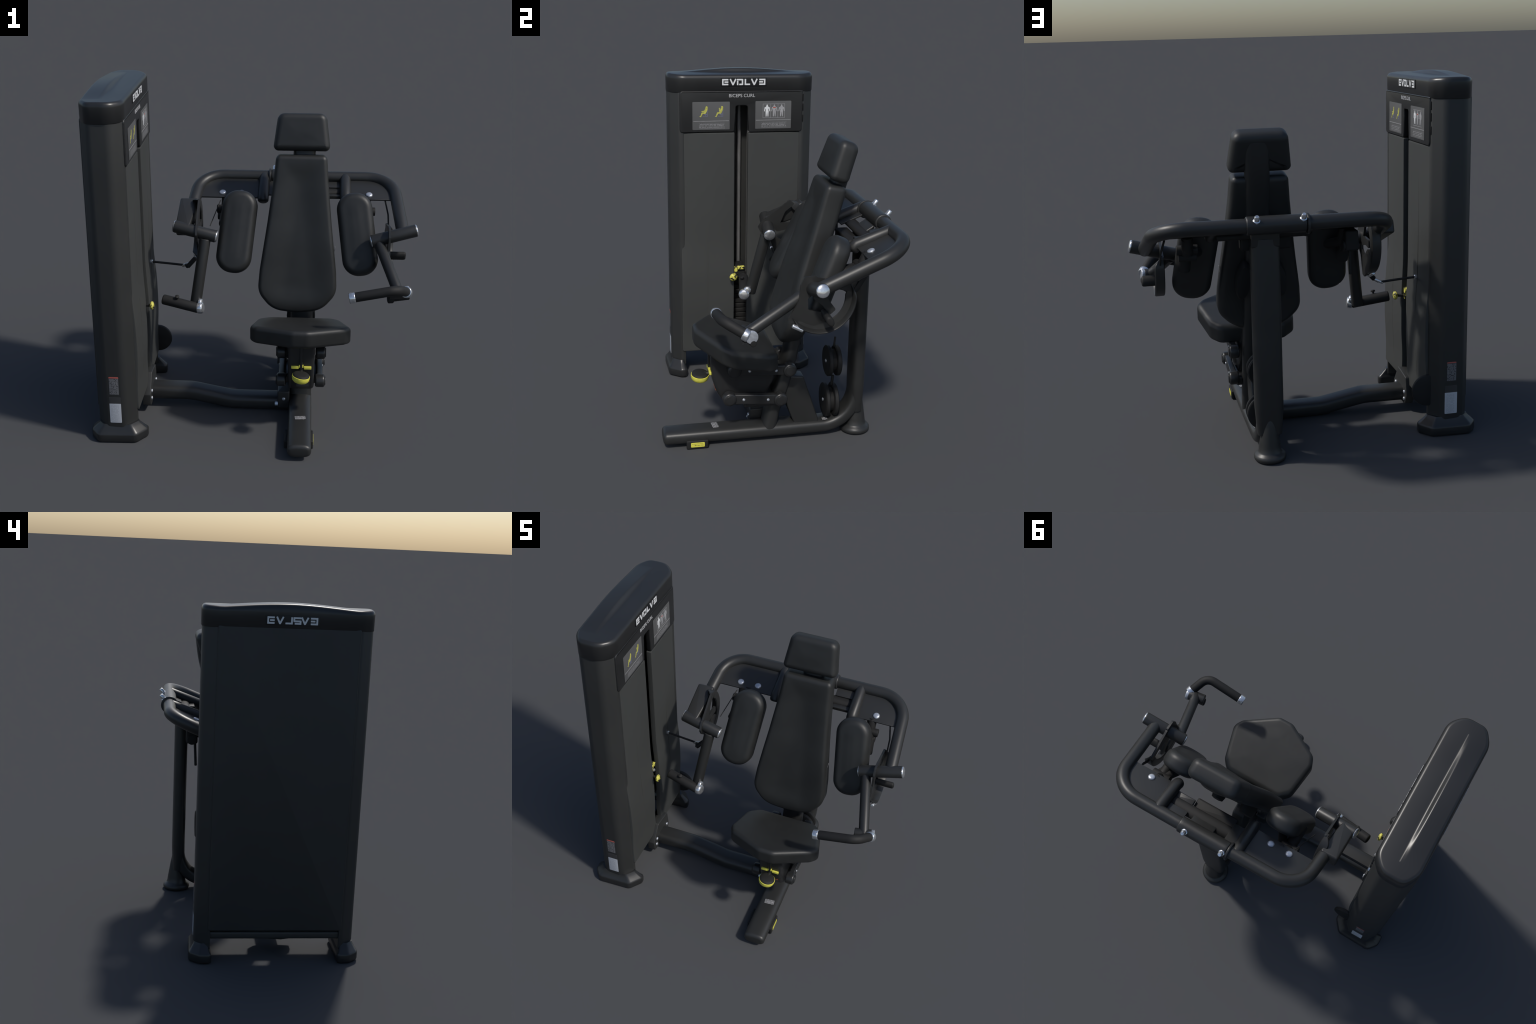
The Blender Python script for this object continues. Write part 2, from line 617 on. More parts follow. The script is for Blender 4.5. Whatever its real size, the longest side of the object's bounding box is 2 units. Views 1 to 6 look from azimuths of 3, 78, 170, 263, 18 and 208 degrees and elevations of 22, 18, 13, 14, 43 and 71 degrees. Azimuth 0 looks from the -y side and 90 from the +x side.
# instruction labels
def label(name, M, w, h, mat, parent=tower, t=0.0012):
    return build(name, [slab(round_poly(rect(w, h), 0.004, 3), t, 0.0004)], mat, parent, matrix=M)


XL = -0.6655
LABELTEXT = printed("label_text", (0.098, 0.099, 0.100), (0.28, 0.28, 0.29), 0.0085, -0.075, 0.085, -0.045, -0.078, 0.4)
label("instruction_label", frame((XL, -0.2235, 1.7245), (0, 1, 0), (0, 0, 1)), 0.232, 0.172, LABELTEXT)
label("instruction_label", frame((XL, 0.1675, 1.7255), (0, 1, 0), (0, 0, 1)), 0.228, 0.172, LABELTEXT)


def plate_group(name, M, polys, mat, z=0.0013, t=0.0006):
    parts = []
    for i, pl in enumerate(polys):
        parts.append(plain_slab(pl, t + i * 0.00005, M, z))
    return build(name, parts, mat, tower)


def limb(a, b, w0, w1):
    a, b = V(a), V(b)
    d = (b - a).normalized()
    ang = math.atan2(d.y, d.x)
    out = []
    for k in range(7):
        t = ang + PI / 2 + PI * k / 6
        out.append(a + V((math.cos(t), math.sin(t))) * w0)
    for k in range(7):
        t = ang - PI / 2 + PI * k / 6
        out.append(b + V((math.cos(t), math.sin(t))) * w1)
    return out


def seated(M, ox, oy, arm):
    s = 0.86
    P = lambda x, y: (ox + x * s, oy + y * s)
    polys = [ellipse(0.007, 0.0085, 14, *P(0.016, 0.030)),
             limb(P(0.014, 0.018), P(0.004, -0.006), 0.0085, 0.0065),
             limb(P(0.004, -0.008), P(-0.016, -0.010), 0.0058, 0.0045),
             limb(P(-0.016, -0.010), P(-0.026, -0.034), 0.0045, 0.0028),
             limb(P(-0.026, -0.035), P(-0.033, -0.033), 0.0025, 0.002),
             limb(P(0.010, 0.016), P(-0.002, 0.004), 0.0035, 0.003),
             limb(P(-0.002, 0.004), P(*arm), 0.003, 0.0022)]
    plate_group("pictogram_figure", M, polys, DULLYELLOW)
    fr = [limb(P(0.022, 0.012), P(0.022, -0.034), 0.0011, 0.0011), limb(P(0.022, -0.034), P(-0.012, -0.034), 0.0009, 0.0009),
          limb(P(0.016, -0.018), P(0.0, -0.018), 0.002, 0.002), limb(P(0.006, -0.018), P(0.012, -0.034), 0.001, 0.001)]
    plate_group("pictogram_seat", M, fr, BLUEPRINT, z=0.00125, t=0.0004)


ML = frame((XL, -0.2235, 1.7245), (0, 1, 0), (0, 0, 1))
MR = frame((XL, 0.1675, 1.7255), (0, 1, 0), (0, 0, 1))
seated(ML, -0.042, 0.026, (-0.020, 0.002))
seated(ML, 0.054, 0.026, (-0.004, 0.024))
plate_group("label_rule", ML, [rect(0.222, 0.0022, 0, -0.032)], GREYPRINT)
plate_group("label_rule", MR, [rect(0.222, 0.0022, 0, -0.032)], GREYPRINT)
for i in range(3):
    cx, cy = -0.040 + i * 0.046, 0.028
    pl = [ellipse(0.0048, 0.0062, 12, cx, cy + 0.030), limb((cx, cy + 0.017), (cx, cy + 0.002), 0.0105, 0.007),
          limb((cx - 0.0125, cy + 0.017), (cx - 0.017, cy - 0.004), 0.0036, 0.0022), limb((cx + 0.0125, cy + 0.017), (cx + 0.017, cy - 0.004), 0.0036, 0.0022),
          limb((cx - 0.0045, cy - 0.003), (cx - 0.006, cy - 0.036), 0.005, 0.0025), limb((cx + 0.0045, cy - 0.003), (cx + 0.006, cy - 0.036), 0.005, 0.0025)]
    plate_group("muscle_figure", MR, pl, WHITE if i == 0 else GREYPRINT)
    if i == 1:
        plate_group("muscle_highlight", MR, [limb((cx - 0.006, cy + 0.018), (cx + 0.006, cy + 0.018), 0.003, 0.003)], REDPRINT, z=0.0023)
for a, b in (((-0.066, 0.068), (0.072, 0.068)), ((-0.066, -0.018), (0.072, -0.018))):
    plate_group("label_box_line", MR, [limb(a, b, 0.0008, 0.0008)], GREYPRINT)
for x in (-0.066, -0.017, 0.029, 0.072):
    plate_group("label_box_line", MR, [limb((x, -0.018), (x, 0.068), 0.0008, 0.0008)], GREYPRINT, z=0.0014)

# weight stack, guide rod, selector
for i in range(13):
    z = 0.215 + i * 0.0335
    build("weight_plate", [box(-0.870, -0.765, -0.12, 0.09, z, z + 0.030, 0.004)], RUBBER, tower)
build("guide_rod", [rod((-0.835, -0.020, 0.62), (-0.835, -0.020, 1.80), 0.013)], STEEL, tower)
build("guide_rod", [rod((-0.835, 0.045, 0.62), (-0.835, 0.045, 1.80), 0.013)], STEEL, tower)
build("selector_carriage", [box(-0.80, -0.690, -0.068, 0.004, 0.655, 0.735, 0.006)], RUBBER, tower)
pin = build("selector_pin", [rod((-0.75, -0.066, 0.682), (-0.628, -0.086, 0.682), 0.009)], RUBBER, tower)
build("pin_knob", [lathe([(0.009, 0), (0.020, 0.003), (0.025, 0.010), (0.024, 0.018), (0.012, 0.024)], axis_frame((-0.634, -0.086, 0.682), (-0.60, -0.086, 0.682)), 22)], MOTTLED, tower, 60)
build("selector_clip", [box(-0.692, -0.670, -0.072, -0.050, 0.664, 0.735, 0.005), box(-0.692, -0.674, -0.050, -0.004, 0.714, 0.738, 0.005)], MOTTLED, tower)
build("selector_bolt", [lathe([(0.012, 0), (0.012, 0.006), (0.006, 0.012)], axis_frame((-0.69, -0.012, 0.668), (-0.66, -0.012, 0.668)), 16)], CHROME, tower)
# dark swath where the slot narrows at the foot
build("slot_shoe", [box(-0.70, -0.660, -0.074, 0.008, 0.17, 0.222, 0.008)], TOWER, tower)

# wheel cover at the rear inner corner
build("wheel_cover", [lathe([(0.02, -0.016), (0.080, -0.016), (0.089, -0.010), (0.091, 0.0), (0.089, 0.008), (0.080, 0.012), (0.02, 0.013)], frame((-0.669, 0.362, 0.247), (1, 0, 0), (0, 0, -1)), 40)], RUBBER, tower)

# flange where the connecting tube meets the tower
fl = [(-0.160, 0.045), (-0.095, 0.036), (0.052, 0.046), (0.078, 0.10), (0.060, 0.215), (-0.085, 0.235), (-0.165, 0.12)]
flange = build("mounting_flange", [slab(round_poly(fl, 0.015, 4), 0.05, 0.004, frame((-0.690, 0, 0), (0, 1, 0), (0, 0, 1)))], TOWER, tower)
for y, z in ((-0.128, 0.082), (-0.118, 0.125), (0.042, 0.118), (0.040, 0.075)):
    bolt_head("flange_bolt", (-0.641, y, z), (1, 0, 0), 0.011, 0.008, BOLT, tower)

# stickers on the two columns
STK1 = printed("warning_text", (0.055, 0.056, 0.06), (0.24, 0.24, 0.25), 0.0055, -0.026, 0.026, 0.045, -0.054, 0.55, head=(0.42, 0.10, 0.08), head_at=0.049)
STK2 = printed("notice_text", (0.50, 0.52, 0.56), (0.33, 0.34, 0.37), 0.0062, -0.028, 0.020, 0.034, -0.078, 0.35, head=(0.04, 0.04, 0.042), head_at=0.042)
yf, yr = TYC - 0.4553, TYC + 0.4553
label("warning_label", frame((-0.789, yf, 0.358), (1, 0, 0), (0, 0, 1)), 0.056, 0.114, STK1)
label("notice_label", frame((-0.787, yf, 0.202), (1, 0, 0), (0, 0, 1)), 0.066, 0.166, STK2)
label("warning_label", frame((-0.786, yr, 0.370), (-1, 0, 0), (0, 0, 1)), 0.054, 0.111, STK1)
label("notice_label", frame((-0.784, yr, 0.205), (-1, 0, 0), (0, 0, 1)), 0.072, 0.166, STK2)

# dark hinge gaps beside the header
for z in (1.70, 1.77, 1.83):
    build("hinge", [box(-0.69, -0.672, 0.352, 0.362, z - 0.022, z + 0.022, 0.002)], DARK, tower)

# ----------------------------------------------------------------------------
# connecting tube
# ----------------------------------------------------------------------------
path = fillet_path([(-0.655, -0.040, 0.094), (-0.40, -0.042, 0.095), (-0.15, -0.046, 0.047), (0.195, -0.044, 0.047)], 0.25, 4)
conn = build("connecting_tube", [sweep(path, 0.0455, 0.062, ref=(0, 0, 1), square=3.2, seg=36)], PAINT)
build("clamp", [box(0.128, 0.20, -0.125, 0.05, 0.035, 0.150, 0.008)], PAINT, conn)
bolt_head("clamp_bolt", (0.130, -0.118, 0.062), (-1, 0, 0), 0.013, 0.018, BOLT, conn, True)
bolt_head("clamp_bolt", (0.165, -0.125, 0.10), (0, -1, 0), 0.010, 0.008, BOLT, conn)

# ----------------------------------------------------------------------------
# base frame: flattened tube running along the floor and turning up into the post
# ----------------------------------------------------------------------------
PX = 0.262
path = fillet_path([(0.266, -0.640, 0.061), (0.265, 0.0, 0.061), (0.258, 0.487, 0.060), (0.256, 0.489, 1.19)], 0.205, 5)


base = build("base_frame", [sweep(path, 0.068, 0.041, ref=(1, 0, 0), square=2.9, seg=40, round_a=0.022)], PAINT, None, 50)
# post is wider than the floor bar
post = build("post", [sweep([(0.257, 0.489, 0.14), (0.257, 0.489, 0.30), (0.256, 0.489, 1.21)], 0.0775, 0.0425, ref=(1, 0, 0), square=2.7, seg=40, taper=lambda f: 0.86 if f < 0.2 else 1.0)], PAINT, base, 50)
M = Matrix.Translation((0.260, 0.496, 0.0))
build("rear_foot", [lathe([(0.070, 0.0), (0.083, 0.004), (0.087, 0.014), (0.086, 0.026), (0.078, 0.036), (0.067, 0.042), (0.062, 0.05), (0.058, 0.08), (0.050, 0.13), (0.042, 0.18), (0.030, 0.24), (0.015, 0.27)], M, 40)], PAINT, base, 60)
for s in (-1, 1):
    b = build("rubber_foot", [box(0.266 + s * 0.0745 - 0.014, 0.266 + s * 0.0745 + 0.004 - 0.0 if s > 0 else 0.266 - 0.0745 + 0.014, -0.512, -0.388, 0.001, 0.052, 0.006)], RUBBER, base)
FOOTLABEL = printed("foot_label_text", (0.72, 0.68, 0.09), (0.25, 0.22, 0.05), 0.012, -0.032, 0.032, 0.008, -0.006, 0.6, freq=220)
label("foot_label", frame((0.3447, -0.449, 0.027), (0, 1, 0), (0, 0, 1)), 0.078, 0.028, FOOTLABEL, base)
label("foot_label", frame((0.1873, -0.449, 0.027), (0, -1, 0), (0, 0, 1)), 0.078, 0.028, FOOTLABEL, base)
BARLABEL = printed("bar_label_text", (0.30, 0.30, 0.31), (0.04, 0.04, 0.04), 0.008, -0.03, 0.03, 0.02, -0.02, 0.45)
label("serial_label", frame((0.268, -0.342, 0.1025), (1, 0.1, 0), (0, 1, 0)), 0.062, 0.036, BARLABEL, base)
label("serial_label", frame((0.300, 0.300, 0.1035), (1, 0.0, 0), (0, 1, 0.1)), 0.03, 0.03, BARLABEL, base)

# slanted brace and spine tube
br = [(0.045, 0.40), (0.165, 0.385), (0.268, 0.085), (0.120, 0.085), (0.068, 0.21)]
build("brace", [slab(round_poly(br, 0.012, 3), 0.085, 0.010, frame((0.2225, 0, 0), (0, 1, 0), (0, 0, 1)))], PAINT, base)
spine_path = catmull([(0.265, -0.030, 0.075), (0.265, -0.005, 0.20), (0.265, 0.040, 0.34), (0.264, 0.078, 0.48), (0.262, 0.108, 0.62), (0.258, 0.165, 0.85), (0.255, 0.24, 1.15), (0.258, 0.322, 1.45), (0.262, 0.355, 1.58), (0.262, 0.372, 1.70)], 6)
spine = build("spine_tube", [sweep(spine_path, 0.066, 0.041, ref=(1, 0, 0), square=3.0, seg=36, round_b=0.02)], PAINT, None, 50)

# ----------------------------------------------------------------------------
# back cushion and headrest
# ----------------------------------------------------------------------------
FRONT = [(0.028, 0.56), (0.012, 0.62), (0.010, 0.68), (0.025, 0.76), (0.056, 0.88), (0.088, 1.01), (0.128, 1.14), (0.190, 1.34), (0.236, 1.50), (0.262, 1.58)]


def front_at(z):
    P = FRONT
    for i in range(len(P) - 1):
        if z <= P[i + 1][1] or i == len(P) - 2:
            def slope(k):
                a, b = P[max(0, k - 1)], P[min(len(P) - 1, k + 1)]
                return (b[0] - a[0]) / (b[1] - a[1])
            h = P[i + 1][1] - P[i][1]
            t = (z - P[i][1]) / h
            m0, m1 = slope(i) * h, slope(i + 1) * h
            y = (2 * t**3 - 3 * t**2 + 1) * P[i][0] + (t**3 - 2 * t**2 + t) * m0 + (-2 * t**3 + 3 * t**2) * P[i + 1][0] + (t**3 - t**2) * m1
            return y


def back_place(p):
    cx = 0.236 + 0.014 * (p.y - 1.0)
    y = front_at(p.y)
    s = (front_at(p.y + 0.02) - front_at(p.y - 0.02)) / 0.04
    s = max(-0.1, min(0.42, s))
    k = 1 / math.sqrt(1 + s * s)
    # local -z points into the cushion: backwards and a little down
    return V((cx + p.x, y - p.z * k, p.y + p.z * s * k * 0.6))


bo = [(-0.150, 1.522), (0.150, 1.522), (0.162, 1.38), (0.190, 1.14), (0.228, 0.86), (0.236, 0.735), (0.145, 0.620), (0.0, 0.602), (-0.145, 0.620), (-0.236, 0.735), (-0.228, 0.86), (-0.190, 1.14), (-0.162, 1.38)]
bo = round_poly(bo, [0.03, 0.03, 0.4, 0.5, 0.3, 0.12, 0.15, 0.3, 0.15, 0.12, 0.3, 0.5, 0.4], 6)
build("back_cushion", [cushion(bo, 0.122, 0.026, 0.032, -0.018, back_place, 12, 0.15)], VINYL, spine, 60)

label("cushion_tag", frame((0.4495, 0.135, 0.975), (0, 1, 0), (0.13, 0.25, 1)), 0.018, 0.040, BARLABEL, spine)

hm = frame((0.2425, 0.298, 1.652), (1, 0, 0), (0, 0.33, 1))
hm2 = hm
ho = round_poly([(-0.170, -0.112), (0.170, -0.112), (0.142, 0.108), (-0.142, 0.108)], [0.028, 0.028, 0.045, 0.045], 7)


def head_place(p):
    return hm @ V((p.x, p.y, p.z + 0.016))


build("headrest", [cushion(ho, 0.112, 0.036, 0.040, 0.003, head_place, 7, 0.075)], VINYL, spine, 60)

# rear covers of the back mechanism, either side of the post
for s in (-1, 1):
    M = frame((0.237 + s * 0.098, 0.198, 0.93), (1, 0, 0), (0, 0.2, 1)) @ Matrix.Rotation(s * 0.12, 4, "Z") @ Matrix.Diagonal((0.042, 0.11, 1, 1))
    build("recline_cover", [lathe([(0.5, -0.07), (0.85, -0.065), (1.0, -0.04), (1.0, 0.04), (0.85, 0.065), (0.5, 0.07)], M, 28)], RUBBER, spine)

# ----------------------------------------------------------------------------
# seat
# ----------------------------------------------------------------------------
so = [(0.506, -0.328), (0.302, -0.452), (0.214, -0.452), (0.004, -0.338), (-0.020, -0.282), (0.012, -0.080), (0.075, -0.024), (0.440, -0.024), (0.488, -0.075), (0.538, -0.282)]
so = round_poly(so, [0.05, 0.06, 0.06, 0.05, 0.05, 0.05, 0.05, 0.05, 0.06, 0.05], 7)


def seat_place(p):
    return V((p.x, p.y, p.z + 0.716 - 0.27 * (p.y + 0.45)))


seat = build("seat_cushion", [cushion(inset(ccw(so), -0.010), 0.106, 0.030, 0.020, 0.003, seat_place, 8)], VINYL, None, 60)

hs = [(-0.374, 0.600), (-0.369, 0.44), (-0.349, 0.365), (-0.300, 0.270), (-0.215, 0.245), (-0.06, 0.30), (-0.01, 0.40), (-0.015, 0.585)]
build("seat_housing", [slab(round_poly(hs, [0.01, 0.05, 0.03, 0.04, 0.05, 0.05, 0.05, 0.01], 5), 0.150, 0.022, frame((0.192, 0, 0), (0, 1, 0), (0, 0, 1)), 5)], PLASTIC, seat, 50)
build("housing_rib", [box(0.258, 0.276, -0.381, -0.34, 0.43, 0.59, 0.006)], PLASTIC, seat)


def link_bar(s, a, b):
    """Parallelogram arm beside the seat housing."""
    x = 0.265 + s * 0.112
    w = 0.044
    M = frame((x - w / 2, 0, 0), (0, 1, 0), (0, 0, 1))
    d = (V(b) - V(a)).normalized()
    n = V((-d.y, d.x)) * 0.029
    bar = slab([V(a) - n, V(b) - n, V(b) + n, V(a) + n], w * 0.8, 0.008, M @ Matrix.Translation((0, 0, w * 0.1)))
    parts = [bar]
    for c in (a, b):
        parts.append(slab(ellipse(0.039, 0.039, 28, *c), w + 0.012, 0.012, M @ Matrix.Translation((0, 0, -0.006))))
    ob = build("link_arm", parts, PLASTIC, seat, 50)
    for c in (a, b):
        build("pivot_cap", [slab(ellipse(0.027, 0.027, 24, *c), 0.005, 0.002, M @ Matrix.Translation((0, 0, w + 0.005 if s > 0 else -0.010)))], PLASTIC, seat)
    for f in (0.27, 0.75):
        c = V(a).lerp(V(b), f)
        bolt_head("link_screw", (x + s * w * 0.4, c.x, c.y), (s, 0, 0), 0.008, 0.004, BOLT, seat)


for s in (-1, 1):
    link_bar(s, (-0.250, 0.487), (0.063, 0.470))
    link_bar(s, (-0.275, 0.317), (0.014, 0.294))
build("seat_carrier", [box(0.165, 0.365, -0.19, 0.02, 0.245, 0.30, 0.012)], PLASTIC, seat)

# height adjuster knob with yellow rim
K = V((0.268, -0.425, 0.426))
build("knob_stem", [rod((0.268, -0.34, 0.430), K, 0.012)], PLASTIC, seat)
kz = V((0.15, 0.04, 1.0)).normalized()
MK = axis_frame(K, K + kz)
build("adjuster_knob", [lathe([(0.030, -0.036), (0.040, -0.033), (0.0475, -0.025), (0.051, -0.011), (0.0505, 0.001), (0.042, 0.004)], MK, 36)], YELLOW, seat, 60)
build("knob_top", [lathe([(0.0480, 0.000), (0.0475, 0.0055), (0.043, 0.010), (0.030, 0.0130), (0.012, 0.014)], MK, 36)], RUBBER, seat, 60)
for x, w, z in ((0.232, 0.042, 0.452), (0.267, 0.026, 0.460), (0.304, 0.042, 0.450)):
    build("yellow_marking", [box(x - w / 2, x + w / 2, -0.380, -0.368, z - 0.008, z + 0.008, 0.002)], YELLOW, seat)
SEATLABEL = printed("seat_label_text", (0.05, 0.052, 0.058), (0.19, 0.19, 0.20), 0.012, -0.03, 0.03, 0.016, -0.022, 0.18, head=(0.50, 0.15, 0.06), head_at=0.021)
label("caution_label", frame((0.279, -0.3310, 0.325), (1, 0, 0), (0, -0.466, 0.885)), 0.076, 0.060, SEATLABEL, seat)

# ----------------------------------------------------------------------------
# arm frame: U-shaped tube, gusset plates, struts
# ----------------------------------------------------------------------------
AC = 0.210                                   # mirror plane of the arms


def arm_z(y):
    return 1.104 + 0.40 * (y - 0.10)


R_END = V((0.846, 0.085, arm_z(0.085)))
L_END = V((-0.412, 0.280, arm_z(0.28)))
path = fillet_path([R_END, (0.810, 0.571, 1.293), (0.21, 0.573, 1.291), (-0.388, 0.573, 1.293), L_END], [0, 0.175, 0.0, 0.175, 0], 5)
arms = build("arm_frame", [sweep(path, 0.0378, seg=32)], PAINT, None, 60)
build("collar", [sweep([(0.055, 0.573, 1.291), (0.075, 0.573, 1.291), (0.335, 0.573, 1.292), (0.362, 0.573, 1.292)], 0.047, seg=32, round_a=0.008, round_b=0.008)], PAINT, arms, 50)
for x in (0.074, 0.311):
    M = axis_frame((x, 0.602, 1.314), (x, 0.627, 1.346))
    build("clamp_bolt", [lathe([(0.018, -0.012), (0.018, 0.012), (0.0135, 0.015), (0.0135, 0.036), (0.009, 0.042)], M, 16)], CHROME, arms)

pm = frame((0, 0.10, 1.104), (1, 0, 0), (0, 1, 0.40))
kk = math.sqrt(1 + 0.16)
for pts in ([(0.520, 0.372), (0.800, 0.372), (0.790, 0.46), (0.72, 0.545), (0.520, 0.550)], [(0.005, 0.372), (-0.385, 0.372), (-0.375, 0.46), (-0.30, 0.545), (0.005, 0.550)]):
    o = round_poly([(x, (y - 0.10) * kk) for x, y in pts], [0, 0, 0.05, 0.05, 0], 5)
    build("gusset_plate", [slab(o, 0.010, 0.002, pm @ Matrix.Translation((0, 0, -0.006)))], PAINT, arms)
for x in (0.515, 0.012):
    build("strut", [sweep([(x, 0.565, arm_z(0.565) + 0.004), (x, 0.375, arm_z(0.375) + 0.010), (x, 0.350, arm_z(0.35) - 0.012)], 0.034, seg=24, round_b=0.018)], PAINT, arms, 60)
up = V((0, -0.37, 0.93))
for x, y in ((-0.240, 0.411), (-0.124, 0.411), (0.659, 0.411)):
    bolt_head("plate_bolt", (x, y, arm_z(y) + 0.003), up, 0.021, 0.011, BOLT, arms)
build("collar_flange", [rod((0.040, 0.573, 1.288), (0.054, 0.573, 1.288), 0.054, 0.004, 32)], PAINT, arms)
# saddle that seats the collar on the post
sd = [(0.452, 1.165), (0.528, 1.165), (0.530, 1.235), (0.535, 1.268), (0.525, 1.270), (0.452, 1.225)]
build("saddle_bracket", [slab(round_poly(sd, 0.012, 4), 0.15, 0.008, frame((0.181, 0, 0), (0, 1, 0), (0, 0, 1)))], PAINT, arms)
pl = [(0.368, 0.485), (0.505, 0.485), (0.505, 0.550), (0.368, 0.550)]
build("gusset_plate", [slab([V((x, (y - 0.10) * kk)) for x, y in pl], 0.010, 0.002, pm @ Matrix.Translation((0, 0, -0.016)))], PAINT, arms)
pl = [(0.005, 0.405), (0.110, 0.405), (0.110, 0.550), (0.005, 0.550)]
build("gusset_plate", [slab([V((x, (y - 0.10) * kk)) for x, y in pl], 0.010, 0.002, pm @ Matrix.Translation((0, 0, -0.011)))], PAINT, arms)
build("hanger_bracket", [box(-0.245, -0.175, 0.405, 0.475, 1.105, 1.215, 0.012), rod((-0.25, 0.44, 1.13), (-0.165, 0.44, 1.13), 0.03), rod((-0.21, 0.42, 1.11), (-0.215, 0.412, 0.965), 0.008)], RUBBER, arms)
build("rear_bracket", [box(0.105, 0.372, 0.372, 0.448, 1.135, 1.205, 0.012)], RUBBER, arms)
build("step_plate", [box(0.372, 0.490, 0.400, 0.440, 1.205, 1.228, 0.005)], PAINT, arms)
# lower cross rail that carries the cables behind the seat back
build("cross_rail", [sweep([(0.50, 0.472, 1.225), (0.03, 0.472, 1.225)], 0.038, 0.022, ref=(0, 1, 0), seg=20)], RUBBER, arms)

# ----------------------------------------------------------------------------
# upper-arm pads on stalks under the gusset plates
# ----------------------------------------------------------------------------
def arm_pad(top, bot, stalk_x, yaw=0.0):
    top, bot = V(top), V(bot)
    v = (top - bot).normalized()
    w = V((0, -1, 0))
    w = (w - v * w.dot(v)).normalized()
    u = v.cross(w)
    c = (top + bot) / 2
    M = Matrix((u, v, w)).transposed().to_4x4()
    M.translation = c + w * (0.030 + 0.06 * abs(yaw))
    M = M @ Matrix.Rotation(yaw, 4, "Y")
    L, W = (top - bot).length / 2 + 0.008, 0.106
    o = round_poly([(-W, -L), (W, -L), (W, L), (-W, L)], 0.098, 9)
    pad = build("arm_pad", [cushion(o, 0.108, 0.042, 0.036, 0.005, lambda p: M @ p, 7, 0.055)], VINYL, None, 60)
    back = M @ V((0, 0.07, -0.085))
    p0 = V((stalk_x, 0.405, arm_z(0.405) - 0.006))
    build("pad_stalk", [sweep(fillet_path([p0, p0 + V((0, -0.02, -0.075)), back + V((0, 0.03, 0.0)), back], 0.04), 0.026, seg=20)], RUBBER, pad)
    build("pad_bracket", [slab(round_poly(rect(0.10, 0.17, 0, 0.06), 0.02, 4), 0.012, 0.003, M @ Matrix.Translation((0, 0, -0.098)))], RUBBER, pad)
    hx = stalk_x - 0.035 if stalk_x < 0 else stalk_x
    build("pad_clamp", [rod((hx - 0.056, 0.358, 1.143), (hx + 0.056, 0.358, 1.143), 0.026), rod((hx - 0.050, 0.345, 1.103), (hx + 0.045, 0.345, 1.103), 0.024)], RUBBER, pad)
    build("pad_spindle", [rod((hx + 0.01, 0.335, 1.12), (hx + 0.015, 0.285, 1.02), 0.034, 0.008), rod((hx, 0.40, 1.21), (hx, 0.36, 1.12), 0.030), rod((hx, 0.36, 1.13), (hx, 0.20, 1.10), 0.032)], RUBBER, pad)
    return pad


arm_pad((0.552, 0.258, 1.285), (0.614, 0.071, 0.845), 0.640)
arm_pad((-0.115, 0.270, 1.285), (-0.163, 0.075, 0.845), -0.180, -0.06)

# ----------------------------------------------------------------------------
# swing levers: pivot tube, cam with belt rim, lever, grip
# ----------------------------------------------------------------------------
PIV = V((0.085, 1.100))                      # pivot centre in (y, z)


def cam_parts(x, turn, out):
    """Cam drawn in (y, z) about the pivot; turn rotates it, out is the outward x direction."""
    def W(y, z, dx):
        q = V((y, z)) - PIV
        c, s = math.cos(turn), math.sin(turn)
        return V((x + dx * out, PIV.x + q.x * c - q.y * s, PIV.y + q.x * s + q.y * c))
    C, R = V((0.120, 1.030)), 0.181
    parts = []
    # rim: thick band swept along the arc
    a0, a1 = math.radians(-146), math.radians(24)
    arc = [a0 + (a1 - a0) * i / 36 for i in range(37)]
    rings = []
    for a in arc:
        d = V((math.cos(a), math.sin(a)))
        f = (a - a0) / (a1 - a0)
        kt = 0.25 + 0.75 * min(smooth(0, 0.12, f), smooth(0, 0.12, 1 - f))
        sec = []
        for rr, dx in ((R, -0.004), (R, 0.040), (R - 0.006, 0.046), (R - 0.012, 0.040), (R - 0.016, 0.008), (R - 0.046, 0.004), (R - 0.050, -0.002), (R - 0.046, -0.007), (R - 0.006, -0.008)):
            p = C + d * (R - 0.012 + (rr - R + 0.012) * kt)
            dx *= kt
            sec.append(W(p.x, p.y, dx))
        rings.append(sec)
    parts.append(stack(rings))
    # web plates: front blade, upper blade and spokes
    def web(pts, t=0.010, rad=0.01):
        o = ccw(round_poly(pts, rad, 4))
        return stack([[W(p.x, p.y, -t / 2) for p in o], [W(p.x, p.y, t / 2) for p in o]])
    parts.append(web([(-0.045, 0.925), (0.012, 1.02), (0.016, 1.10), (0.035, 1.145), (0.10, 1.15), (0.11, 1.08), (0.055, 1.03), (0.06, 0.97), (0.15, 0.95), (0.15, 0.90), (0.05, 0.872), (-0.03, 0.895)], 0.012))
    parts.append(web([(0.06, 1.145), (0.11, 1.140), (0.185, 1.120), (0.288, 1.095), (0.285, 1.055), (0.215, 1.072), (0.12, 1.045), (0.07, 1.06)], 0.0125))
    parts.append(web([(0.09, 1.08), (0.13, 1.065), (0.205, 0.965), (0.17, 0.935), (0.14, 0.985), (0.085, 1.03)], 0.013))
    return parts, W


